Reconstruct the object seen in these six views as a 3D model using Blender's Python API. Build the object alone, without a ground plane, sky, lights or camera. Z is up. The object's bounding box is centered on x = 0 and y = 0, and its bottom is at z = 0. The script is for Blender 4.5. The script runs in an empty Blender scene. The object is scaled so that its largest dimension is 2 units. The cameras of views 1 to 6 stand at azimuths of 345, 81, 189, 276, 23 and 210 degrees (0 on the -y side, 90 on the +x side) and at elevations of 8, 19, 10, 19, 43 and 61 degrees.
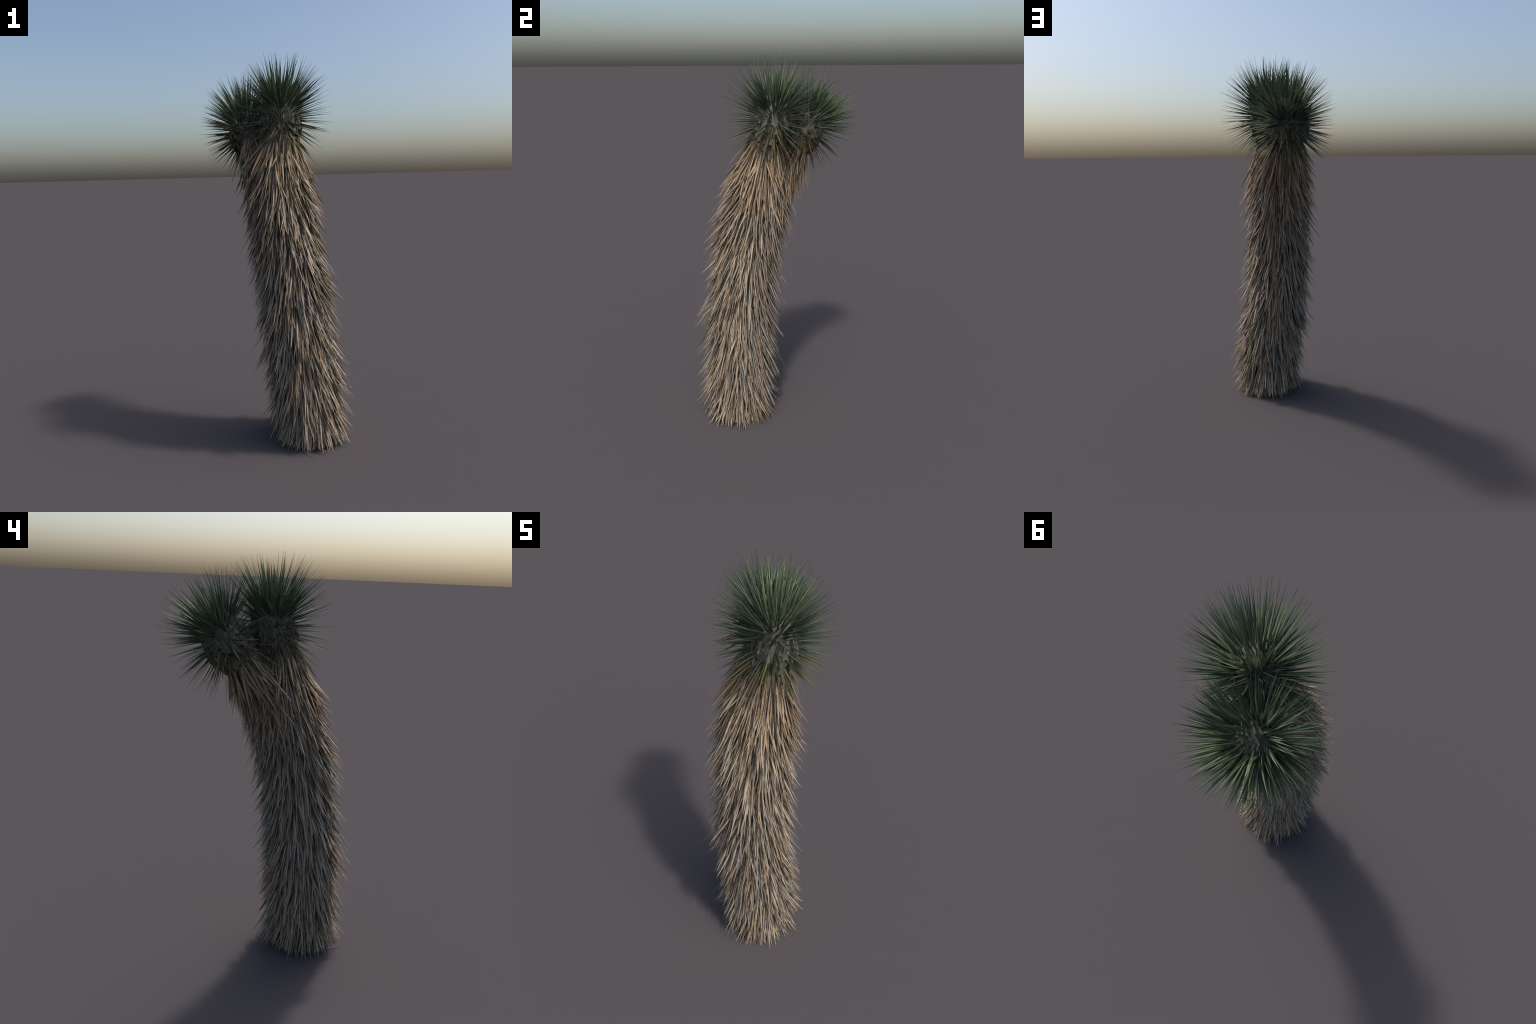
import bpy, math
import numpy as np
from mathutils import Matrix, Vector

rng = np.random.default_rng(71)


def unit(v):
    v = np.asarray(v, float)
    return v / (np.linalg.norm(v) + 1e-12)


# ------------------------------------------------------------------ materials
def new_material(name):
    m = bpy.data.materials.new(name)
    m.use_nodes = True
    nt = m.node_tree
    nt.nodes.clear()
    out = nt.nodes.new("ShaderNodeOutputMaterial")
    bsdf = nt.nodes.new("ShaderNodeBsdfPrincipled")
    nt.links.new(bsdf.outputs[0], out.inputs[0])
    return m, nt, bsdf, out


def piece_random(nt):
    """one random number per leaf, for single objects and for joined leaves alike"""
    info = nt.nodes.new("ShaderNodeObjectInfo")
    geo = nt.nodes.new("ShaderNodeNewGeometry")
    add = nt.nodes.new("ShaderNodeMath")
    add.operation = "ADD"
    frac = nt.nodes.new("ShaderNodeMath")
    frac.operation = "FRACT"
    nt.links.new(info.outputs["Random"], add.inputs[0])
    nt.links.new(geo.outputs["Random Per Island"], add.inputs[1])
    nt.links.new(add.outputs[0], frac.inputs[0])
    return frac.outputs[0]


def ramp(nt, fac, stops, mode="LINEAR"):
    r = nt.nodes.new("ShaderNodeValToRGB")
    r.color_ramp.interpolation = mode
    els = r.color_ramp.elements
    while len(els) < len(stops):
        els.new(0.5)
    for e, (p, c) in zip(els, stops):
        e.position = p
        e.color = (*c, 1)
    nt.links.new(fac, r.inputs[0])
    return r.outputs[0]


def grain(nt, scale, stretch=(1, 1, 1), detail=3.0):
    tc = nt.nodes.new("ShaderNodeTexCoord")
    mp = nt.nodes.new("ShaderNodeMapping")
    mp.inputs["Scale"].default_value = stretch
    no = nt.nodes.new("ShaderNodeTexNoise")
    no.inputs["Scale"].default_value = scale
    no.inputs["Detail"].default_value = detail
    nt.links.new(tc.outputs["Object"], mp.inputs[0])
    nt.links.new(mp.outputs[0], no.inputs["Vector"])
    return no.outputs["Fac"]


def mix(nt, mode, fac, a, b):
    n = nt.nodes.new("ShaderNodeMix")
    n.data_type = "RGBA"
    n.blend_type = mode
    for sock, val in ((n.inputs[0], fac), (n.inputs[6], a), (n.inputs[7], b)):
        if isinstance(val, (int, float)):
            sock.default_value = val
        elif isinstance(val, tuple):
            sock.default_value = (*val, 1)
        else:
            nt.links.new(val, sock)
    return n.outputs[2]


def leaf_material(name, stops, light=0.75, dark=1.15, rough=0.55, glow=0.0, spec=0.3):
    m, nt, bsdf, out = new_material(name)
    col = ramp(nt, piece_random(nt), stops)
    g = ramp(nt, grain(nt, 55.0), [(0.3, (light,) * 3), (0.7, (dark,) * 3)])
    col = mix(nt, "MULTIPLY", 1.0, col, g)
    nt.links.new(col, bsdf.inputs["Base Color"])
    bsdf.inputs["Roughness"].default_value = rough
    bsdf.inputs["Specular IOR Level"].default_value = spec
    if glow:
        tr = nt.nodes.new("ShaderNodeBsdfTranslucent")
        nt.links.new(col, tr.inputs[0])
        ms = nt.nodes.new("ShaderNodeMixShader")
        ms.inputs[0].default_value = glow
        nt.links.new(bsdf.outputs[0], ms.inputs[1])
        nt.links.new(tr.outputs[0], ms.inputs[2])
        nt.links.new(ms.outputs[0], out.inputs[0])
    return m


GREEN = leaf_material("green_leaf", [
    (0.0, (0.054, 0.084, 0.054)), (0.3, (0.080, 0.116, 0.068)), (0.55, (0.072, 0.107, 0.076)),
    (0.8, (0.105, 0.138, 0.068)), (1.0, (0.140, 0.172, 0.110))], rough=0.5, glow=0.06)
PALE = leaf_material("pale_leaf", [  # paler green for most of the upright leaves in the middle of each head
    (0.0, (0.115, 0.160, 0.092)), (0.35, (0.180, 0.235, 0.128)), (0.7, (0.230, 0.275, 0.150)),
    (1.0, (0.150, 0.200, 0.130))], rough=0.5, glow=0.06)
DYING = leaf_material("dying_leaf", [
    (0.0, (0.095, 0.105, 0.048)), (0.35, (0.150, 0.125, 0.050)), (0.7, (0.190, 0.140, 0.070)),
    (1.0, (0.090, 0.120, 0.060))], rough=0.6, glow=0.1)
TAN = leaf_material("dry_leaf", [
    (0.0, (0.21, 0.148, 0.090)), (0.3, (0.38, 0.285, 0.190)), (0.6, (0.46, 0.36, 0.25)),
    (0.8, (0.34, 0.225, 0.125)), (1.0, (0.42, 0.345, 0.25))], rough=0.7, glow=0.05, spec=0.2)
GREY = leaf_material("weathered_leaf", [
    (0.0, (0.17, 0.125, 0.090)), (0.22, (0.285, 0.225, 0.158)), (0.42, (0.40, 0.345, 0.27)),
    (0.62, (0.44, 0.345, 0.245)), (0.76, (0.32, 0.300, 0.255)), (0.86, (0.255, 0.260, 0.245)),
    (0.94, (0.35, 0.225, 0.125)), (1.0, (0.40, 0.345, 0.27))], rough=0.75, glow=0.04, spec=0.2)


def bark_material():
    m, nt, bsdf, out = new_material("grey_bark")
    fibre = ramp(nt, grain(nt, 60.0, (0.08, 1, 1), 5.0), [
        (0.25, (0.070, 0.067, 0.052)), (0.5, (0.160, 0.155, 0.124)), (0.8, (0.275, 0.265, 0.210))])
    tone = ramp(nt, piece_random(nt), [(0, (0.75, 0.75, 0.74)), (1, (1.15, 1.12, 1.05))])
    col = mix(nt, "MULTIPLY", 1.0, fibre, tone)
    nt.links.new(col, bsdf.inputs["Base Color"])
    bsdf.inputs["Roughness"].default_value = 0.85
    bsdf.inputs["Specular IOR Level"].default_value = 0.15
    bump = nt.nodes.new("ShaderNodeBump")
    bump.inputs["Strength"].default_value = 0.5
    bump.inputs["Distance"].default_value = 0.003
    nt.links.new(grain(nt, 60.0, (0.08, 1, 1), 5.0), bump.inputs["Height"])
    nt.links.new(bump.outputs[0], bsdf.inputs["Normal"])
    return m


BARK = bark_material()


def core_material(name, lo, hi):
    m, nt, bsdf, out = new_material(name)
    col = ramp(nt, grain(nt, 40.0, (1, 1, 0.2), 5.0), [(0.3, lo), (0.7, hi)])
    nt.links.new(col, bsdf.inputs["Base Color"])
    bsdf.inputs["Roughness"].default_value = 0.9
    bsdf.inputs["Specular IOR Level"].default_value = 0.1
    return m


TRUNK = core_material("trunk_fibre", (0.06, 0.047, 0.035), (0.16, 0.125, 0.09))
HEAD = core_material("head_bark", (0.065, 0.062, 0.048), (0.185, 0.178, 0.14))


# ------------------------------------------------------------------ leaf shapes
def blade(width, segs, bend, side, thick, base, fullest, fold, power=0.85, tip=0.0):
    """A closed blade of length 1 along x, face towards +z; returns vertices and faces.
    Lens section of four points, tapering to a needle."""
    verts, faces = [], []
    for i in range(segs + 1):
        t = i / segs
        if t < fullest:
            w = base + (1 - base) * math.sin(0.5 * math.pi * t / fullest)
        else:
            w = (1 - (t - fullest) / (1 - fullest)) ** power * (1 - tip) + tip
        w = max(w, 0.04) * width * 0.5
        h = max(thick * (1 - 0.75 * t), 0.0008)
        z = bend * t * t
        y = side * t * t
        verts += [(t, y - w, z + fold * w), (t, y, z + h * 0.5), (t, y + w, z + fold * w), (t, y, z - h * 0.5)]
        if i:
            a, b = 4 * (i - 1), 4 * i
            for k in range(4):
                faces.append((a + k, a + (k + 1) % 4, b + (k + 1) % 4, b + k))
    faces.append((0, 3, 2, 1)[::-1])
    n = 4 * segs
    faces.append((n, n + 1, n + 2, n + 3)[::-1])
    return np.array(verts), faces


def flake(width, segs, rag, curl):
    """A leaf base: broad fibrous plate with a torn end, hugging a curved surface."""
    cols = 7
    top, bot = [], []
    ends = 1 - rag * rng.random(cols)
    for i in range(segs + 1):
        t = i / segs
        for k in range(cols):
            s = (k / (cols - 1)) * 2 - 1
            x = t * ends[k]
            y = s * width * 0.5 * (0.75 + 0.35 * t)
            z = -curl * s * s + 0.06 * t * t + 0.012 * math.sin(7 * s + 3 * rag)
            top.append((x, y, z + 0.018))
            bot.append((x, y, z - 0.018))
    n = len(top)
    verts, faces = np.array(top + bot), []
    for i in range(segs):
        for k in range(cols - 1):
            a = i * cols + k
            q = (a, a + cols, a + cols + 1, a + 1)
            faces.append(q[::-1])
            faces.append(tuple(v + n for v in q))
    rim = [k for k in range(cols)] + [i * cols + cols - 1 for i in range(1, segs + 1)]
    rim += [segs * cols + k for k in range(cols - 2, -1, -1)] + [i * cols for i in range(segs - 1, 0, -1)]
    for a, b in zip(rim, rim[1:] + rim[:1]):
        faces.append((a, b, b + n, a + n))
    return verts, faces


GREEN_SHAPES = [blade(0.050 * w, 7, b, s, 0.010, 0.9, 0.14, f, 1.05) for w, b, s, f in (
    (1.0, -0.03, 0.01, 0.25), (1.15, 0.02, -0.015, 0.2), (0.85, -0.06, 0.02, 0.3), (1.1, -0.015, -0.03, 0.15),
    (0.95, 0.03, 0.0, 0.25), (1.25, -0.04, 0.015, 0.2))]
DEAD_SHAPES = [blade(0.070 * w, 6, b, s, 0.012, 0.6, 0.5, f) for w, b, s, f in (
    (1.0, 0.05, 0.03, 0.2), (0.8, -0.06, -0.05, 0.3), (1.2, 0.09, 0.0, -0.2), (0.7, 0.0, 0.07, 0.3),
    (1.05, -0.1, -0.02, 0.1), (0.9, 0.13, -0.06, 0.25), (1.3, 0.02, 0.04, 0.2), (0.75, -0.03, -0.09, 0.2))]
FLAKE_SHAPES = [flake(w, 6, r, c) for w, r, c in (
    (0.26, 0.30, 0.06), (0.20, 0.45, 0.04), (0.32, 0.35, 0.09), (0.16, 0.5, 0.03), (0.24, 0.2, 0.05))]


def mesh_from(name, verts, faces, mat, smooth=True):
    me = bpy.data.meshes.new(name)
    me.from_pydata([tuple(v) for v in verts], [], faces)
    me.materials.append(mat)
    if smooth:
        me.shade_smooth()
    me.update()
    return me


def link(name, mesh, parent, matrix=None):
    ob = bpy.data.objects.new(name, mesh)
    bpy.context.scene.collection.objects.link(ob)
    ob.parent = parent
    if matrix is not None:
        ob.matrix_local = matrix
    return ob


def frame(root, direction, face, length, width):
    x = unit(direction)
    y = unit(np.cross(face, x))
    z = np.cross(x, y)
    m = np.eye(4)
    m[:3, 0], m[:3, 1], m[:3, 2], m[:3, 3] = x * length, y * width, z * width, root
    return m


def apply(m, v):
    return v @ m[:3, :3].T + m[:3, 3]


def place(kind, shapes, mat, items, parent, singles, floor=-9.0):
    """items: (matrix, shape index, weight). The heaviest become objects, the rest one mesh."""
    order = sorted(range(len(items)), key=lambda i: -items[i][2])
    meshes = [mesh_from(kind, v, f, mat) for v, f in shapes]
    for i in order[:singles]:
        m, k, _ = items[i]
        link(kind, meshes[k], parent, Matrix(m.tolist()))
    rest = order[singles:]
    if rest:
        V, F, n = [], [], 0
        for i in rest:
            m, k, _ = items[i]
            v, f = shapes[k]
            w = apply(m, v)
            w[:, 2] = np.maximum(w[:, 2], floor)
            V.append(w)
            F += [tuple(a + n for a in q) for q in f]
            n += len(v)
        ob = link(kind + "_mass", mesh_from(kind + "_mass", np.vstack(V), F, mat), parent)
        ob["kind"] = "stuff"


# ------------------------------------------------------------------ stems
def spline(points, n):
    """Catmull-Rom through rows of (x, y, z, radius)"""
    p = np.array(points, float)
    p = np.vstack([2 * p[0] - p[1], p, 2 * p[-1] - p[-2]])
    out = []
    m = len(p) - 3
    for u in np.linspace(0, m - 1e-6, n):
        i, t = int(u), u - int(u)
        a, b, c, d = p[i:i + 4]
        out.append(0.5 * (2 * b + (c - a) * t + (2 * a - 5 * b + 4 * c - d) * t * t + (3 * b - a - 3 * c + d) * t ** 3))
    return np.array(out)


MAIN = spline([
    (0.124, -0.238, 0.0, 0.144), (0.116, -0.230, 0.2, 0.137), (0.098, -0.220, 0.4, 0.135), (0.074, -0.209, 0.6, 0.133),
    (0.056, -0.190, 0.8, 0.129), (0.042, -0.160, 1.0, 0.126), (0.034, -0.119, 1.2, 0.125), (0.032, -0.075, 1.4, 0.119),
    (0.050, -0.048, 1.55, 0.094)], 120)
SIDE = spline([
    (0.022, -0.090, 1.22, 0.108), (0.000, -0.022, 1.36, 0.102), (-0.022, 0.048, 1.46, 0.090), (-0.043, 0.122, 1.55, 0.078)], 40)


def tube(path, around=48, rough=0.006, close=True):
    V, F = [], []
    n = len(path)
    for i, p in enumerate(path):
        t = unit(path[min(i + 1, n - 1), :3] - path[max(i - 1, 0), :3])
        a = unit(np.cross(t, (0.0, 1.0, 0.3)))
        b = np.cross(t, a)
        for k in range(around):
            g = math.tau * k / around
            r = p[3] + rough * (math.sin(5 * g + 9 * p[2]) * 0.4 + rng.normal() * 0.6)
            q = p[:3] + (a * math.cos(g) + b * math.sin(g)) * r
            V.append((q[0], q[1], max(q[2], 0.0)))
            if i:
                c = k + 1 if k + 1 < around else 0
                F.append(((i - 1) * around + k, (i - 1) * around + c, i * around + c, i * around + k))
    F.append(tuple(range(around))[::-1])
    F.append(tuple((n - 1) * around + k for k in range(around)))
    return np.array(V), F


# ------------------------------------------------------------------ the tree
root = bpy.data.objects.new("joshua_tree", None)
bpy.context.scene.collection.objects.link(root)
root["label"] = "shaggy yucca trunk with two spiky green leaf heads"
root["category"] = "yucca tree"

v1, f1 = tube(MAIN)
v2, f2 = tube(SIDE)
trunk = link("trunk", mesh_from("trunk", np.vstack([v1, v2]), f1 + [tuple(a + len(v1) for a in q) for q in f2], TRUNK), root)


def clump(p):
    """smooth pseudo-noise that makes neighbouring leaves lean together"""
    x, y, z = p
    return (math.sin(23 * x + 17 * z + 1.3) + math.sin(31 * y - 19 * z + 0.7) + math.sin(27 * (x - y) + 41 * z)) / 3


def skirt(path, count, z_from, z_to, inside=None):
    """dead leaves hanging down a stem"""
    out = []
    seg = np.linalg.norm(np.diff(path[:, :3], axis=0), axis=1)
    s = np.r_[0, np.cumsum(seg)]
    for j in range(count):
        u = (j + rng.random()) / count * s[-1]
        p = np.array([np.interp(u, s, path[:, c]) for c in range(4)])
        if not z_from <= p[2] <= z_to:
            continue
        q = np.array([np.interp(min(u + 0.01, s[-1]), s, path[:, c]) for c in range(3)])
        q0 = np.array([np.interp(max(u - 0.01, 0), s, path[:, c]) for c in range(3)])
        t = unit(q - q0)
        g = j * 2.399963 + rng.normal() * 0.25
        a = unit(np.cross(t, (0.0, 1.0, 0.3)))
        b = np.cross(t, a)
        o = a * math.cos(g) + b * math.sin(g)
        e = np.cross(t, o)
        base = p[:3] + o * (p[3] - 0.004)
        if inside is not None:
            d = np.linalg.norm(inside[:, :3] - base, axis=1)
            k = d.argmin()
            if d[k] < inside[k, 3] - 0.01:
                continue
        down = unit(-0.75 * t + np.array((0, 0, -0.25)))
        alpha = math.radians(19.5 + 7 * clump(base) + rng.normal() * 8)
        L = 0.175 * (1 + float(np.clip(rng.normal(), -2, 1.7)) * 0.17)
        if rng.random() < 0.06:
            alpha += math.radians(10)
        alpha = min(alpha, math.radians(36))
        sway = rng.normal() * 0.13 + 0.12 * clump(base[::-1])
        if base[2] < 0.2:
            room = max(base[2] - rng.random() * 0.008, 0.015)
            if L * math.cos(alpha) > room:
                L = max(0.05, room / math.cos(alpha))
                if L * math.cos(alpha) > room:
                    alpha = math.acos(min(1, room / L))
                    L *= 0.9
                if alpha > 0.7:
                    alpha, L = 0.7, max(0.03, room / 0.76)
        d = down * math.cos(alpha) + o * math.sin(alpha) + e * sway
        roll = rng.normal() * 0.45
        face = o * math.cos(roll) + e * math.sin(roll)
        w = 0.150 * (0.75 + 0.55 * rng.random())
        grounded = base[2] + d[2] / np.linalg.norm(d) * L < 0.035
        out.append((frame(base, d, face, L, w), int(rng.integers(len(DEAD_SHAPES))), alpha * L * w + (-9 if grounded else rng.random() * 0.02), base))
    return out


hang = skirt(MAIN, 5700, 0.015, 1.56) + skirt(SIDE, 1250, 1.27, 1.57, MAIN)
dry, weathered = [], []
for m, k, w, p in hang:
    warm = np.clip((p[2] - 1.1) / 0.45, 0.1, 0.85)
    (dry if rng.random() < warm else weathered).append((m, k, w))
place("dry_leaf", DEAD_SHAPES, TAN, dry, trunk, 150, 0.0)
place("weathered_leaf", DEAD_SHAPES, GREY, weathered, trunk, 300, 0.0)


def head(name, centre, axis, neck, leaves, dying, low_angle, other, size):
    """A rosette: a barrel of grey leaf bases with stiff green leaves all round"""
    c, ax = np.array(centre), unit(axis)
    a = unit(np.cross(ax, (0.2, 1.0, 0.1)))
    b = np.cross(ax, a)
    # barrel profile (height along the axis, radius)
    prof = spline([(-0.15, 0.066, 0, 0), (-0.10, 0.086, 0, 0), (-0.03, 0.098, 0, 0), (0.04, 0.094, 0, 0),
                   (0.09, 0.070, 0, 0), (0.115, 0.035, 0, 0), (0.122, 0.004, 0, 0)], 30)[:, :2]

    def bend(h):
        """the foot of the barrel turns towards the neck of the stem"""
        k = np.clip(-h / 0.15, 0, 1) ** 2
        return c + ax * h + (np.array(neck) - (c - ax * 0.15)) * k

    V, F, n = [], [], 40
    for i, (h, r) in enumerate(prof):
        for k in range(n):
            g = math.tau * k / n
            rr = r * (1 + 0.03 * rng.normal()) - 0.004
            V.append(bend(h) + (a * math.cos(g) + b * math.sin(g)) * rr - c)
            if i:
                q = (k + 1) % n
                F.append(((i - 1) * n + k, (i - 1) * n + q, i * n + q, i * n + k))
    F += [tuple(range(n))[::-1], tuple((len(prof) - 1) * n + k for k in range(n))]
    core = link(name, mesh_from(name, V, F, HEAD), root)
    core.location = c

    # grey leaf bases, lapping downwards
    plates = []
    for j in range(140):
        h = -0.085 + 0.122 * (j + rng.random()) / 140
        r = np.interp(h, prof[:, 0], prof[:, 1])
        r2 = np.interp(h - 0.03, prof[:, 0], prof[:, 1])
        g = j * 2.399963 + rng.normal() * 0.2
        o = a * math.cos(g) + b * math.sin(g)
        p0 = bend(h) + o * r
        p1 = bend(h - 0.03) + o * (r2 + 0.003)
        face = o + ax * 0.6 * max(0, h / 0.1)
        d = unit(p1 - p0) + np.cross(ax, o) * rng.normal() * 0.08
        L = 0.085 * (0.75 + 0.5 * rng.random())
        plates.append((frame(p0 - c, d, face, L, 0.095), int(rng.integers(len(FLAKE_SHAPES))), rng.random()))
    place("leaf_base", FLAKE_SHAPES, BARK, plates, core, 140)

    green, olive, pale = [], [], []
    total = leaves + dying
    top, low = 1.0, math.cos(math.radians(low_angle))
    for j in range(total):
        f = (j + 0.5) / total
        cz = 1 - 0.66 * f / 0.54 if f < 0.54 else 0.34 + (low - 0.34) * (f - 0.54) / 0.46
        th = math.acos(np.clip(cz, -1, 1)) + rng.normal() * 0.05
        g = j * 2.399963 + rng.normal() * 0.18
        o = a * math.cos(g) + b * math.sin(g)
        d = ax * math.cos(th) + o * math.sin(th)
        h = np.interp(th, [0, 0.6, 1.2, 1.8, 2.6], [0.115, 0.085, 0.035, -0.035, -0.125])
        r = np.interp(h, prof[:, 0], prof[:, 1])
        base = bend(h) + o * (r - 0.006)
        d = unit(d + 0.10 * ax + rng.normal(size=3) * 0.05)
        L = size * 0.186 * (1 + float(np.clip(rng.normal(), -2, 1.2)) * 0.08) * float(np.interp(th, [0.7, 1.1, 1.8, 2.4], [1.07, 0.98, 0.95, 0.90]))
        if th < 0.5 and j % 3 == 0:
            L *= 0.45 + 0.4 * rng.random()
        if np.dot(d, unit(np.array(other) - c)) > 0.55:
            L *= 0.78
            if rng.random() < 0.55:
                continue
        up = ax - d * np.dot(ax, d)
        if np.linalg.norm(up) < 0.1:
            up = a
        roll = rng.normal() * 0.35
        face = unit(up) * math.cos(roll) + np.cross(d, unit(up)) * math.sin(roll)
        w = 0.19 * (0.75 + 0.5 * rng.random())
        item = (frame(base - c, d, face, L, w), int(rng.integers(len(GREEN_SHAPES))), L * w + rng.random() * 0.01)
        if j > leaves - 20 + rng.normal() * 22:
            olive.append(item)
        elif th < 0.7 and rng.random() < 0.65:
            pale.append(item)
        else:
            green.append(item)
    for j in range(90):
        th, g = 0.8 * math.sqrt((j + 0.5) / 90), j * 2.399963
        o = a * math.cos(g) + b * math.sin(g)
        d = unit(ax * math.cos(th) + o * math.sin(th) + rng.normal(size=3) * 0.06)
        base = bend(0.105 - 0.05 * th) + o * (0.09 * th)
        L = 0.085 + 0.09 * rng.random()
        (pale if j % 2 else green).append((frame(base - c, d, unit(ax + 0.3 * a), L, 0.19), int(rng.integers(len(GREEN_SHAPES))), 0))
    place("green_leaf", GREEN_SHAPES, GREEN, green, core, 150)
    place("pale_leaf", GREEN_SHAPES, PALE, pale, core, 110)
    place("dying_leaf", GREEN_SHAPES, DYING, olive, core, 60)
    return core


head("leaf_head", (0.062, -0.014, 1.672), (0.02, 0.06, 1.0), (0.050, -0.045, 1.525), 450, 95, 146, (-0.062, 0.190, 1.622), 1.0)
head("leaf_head", (-0.062, 0.188, 1.622), (-0.07, 0.60, 0.80), (-0.032, 0.108, 1.51), 430, 75, 138, (0.062, -0.014, 1.672), 0.94)
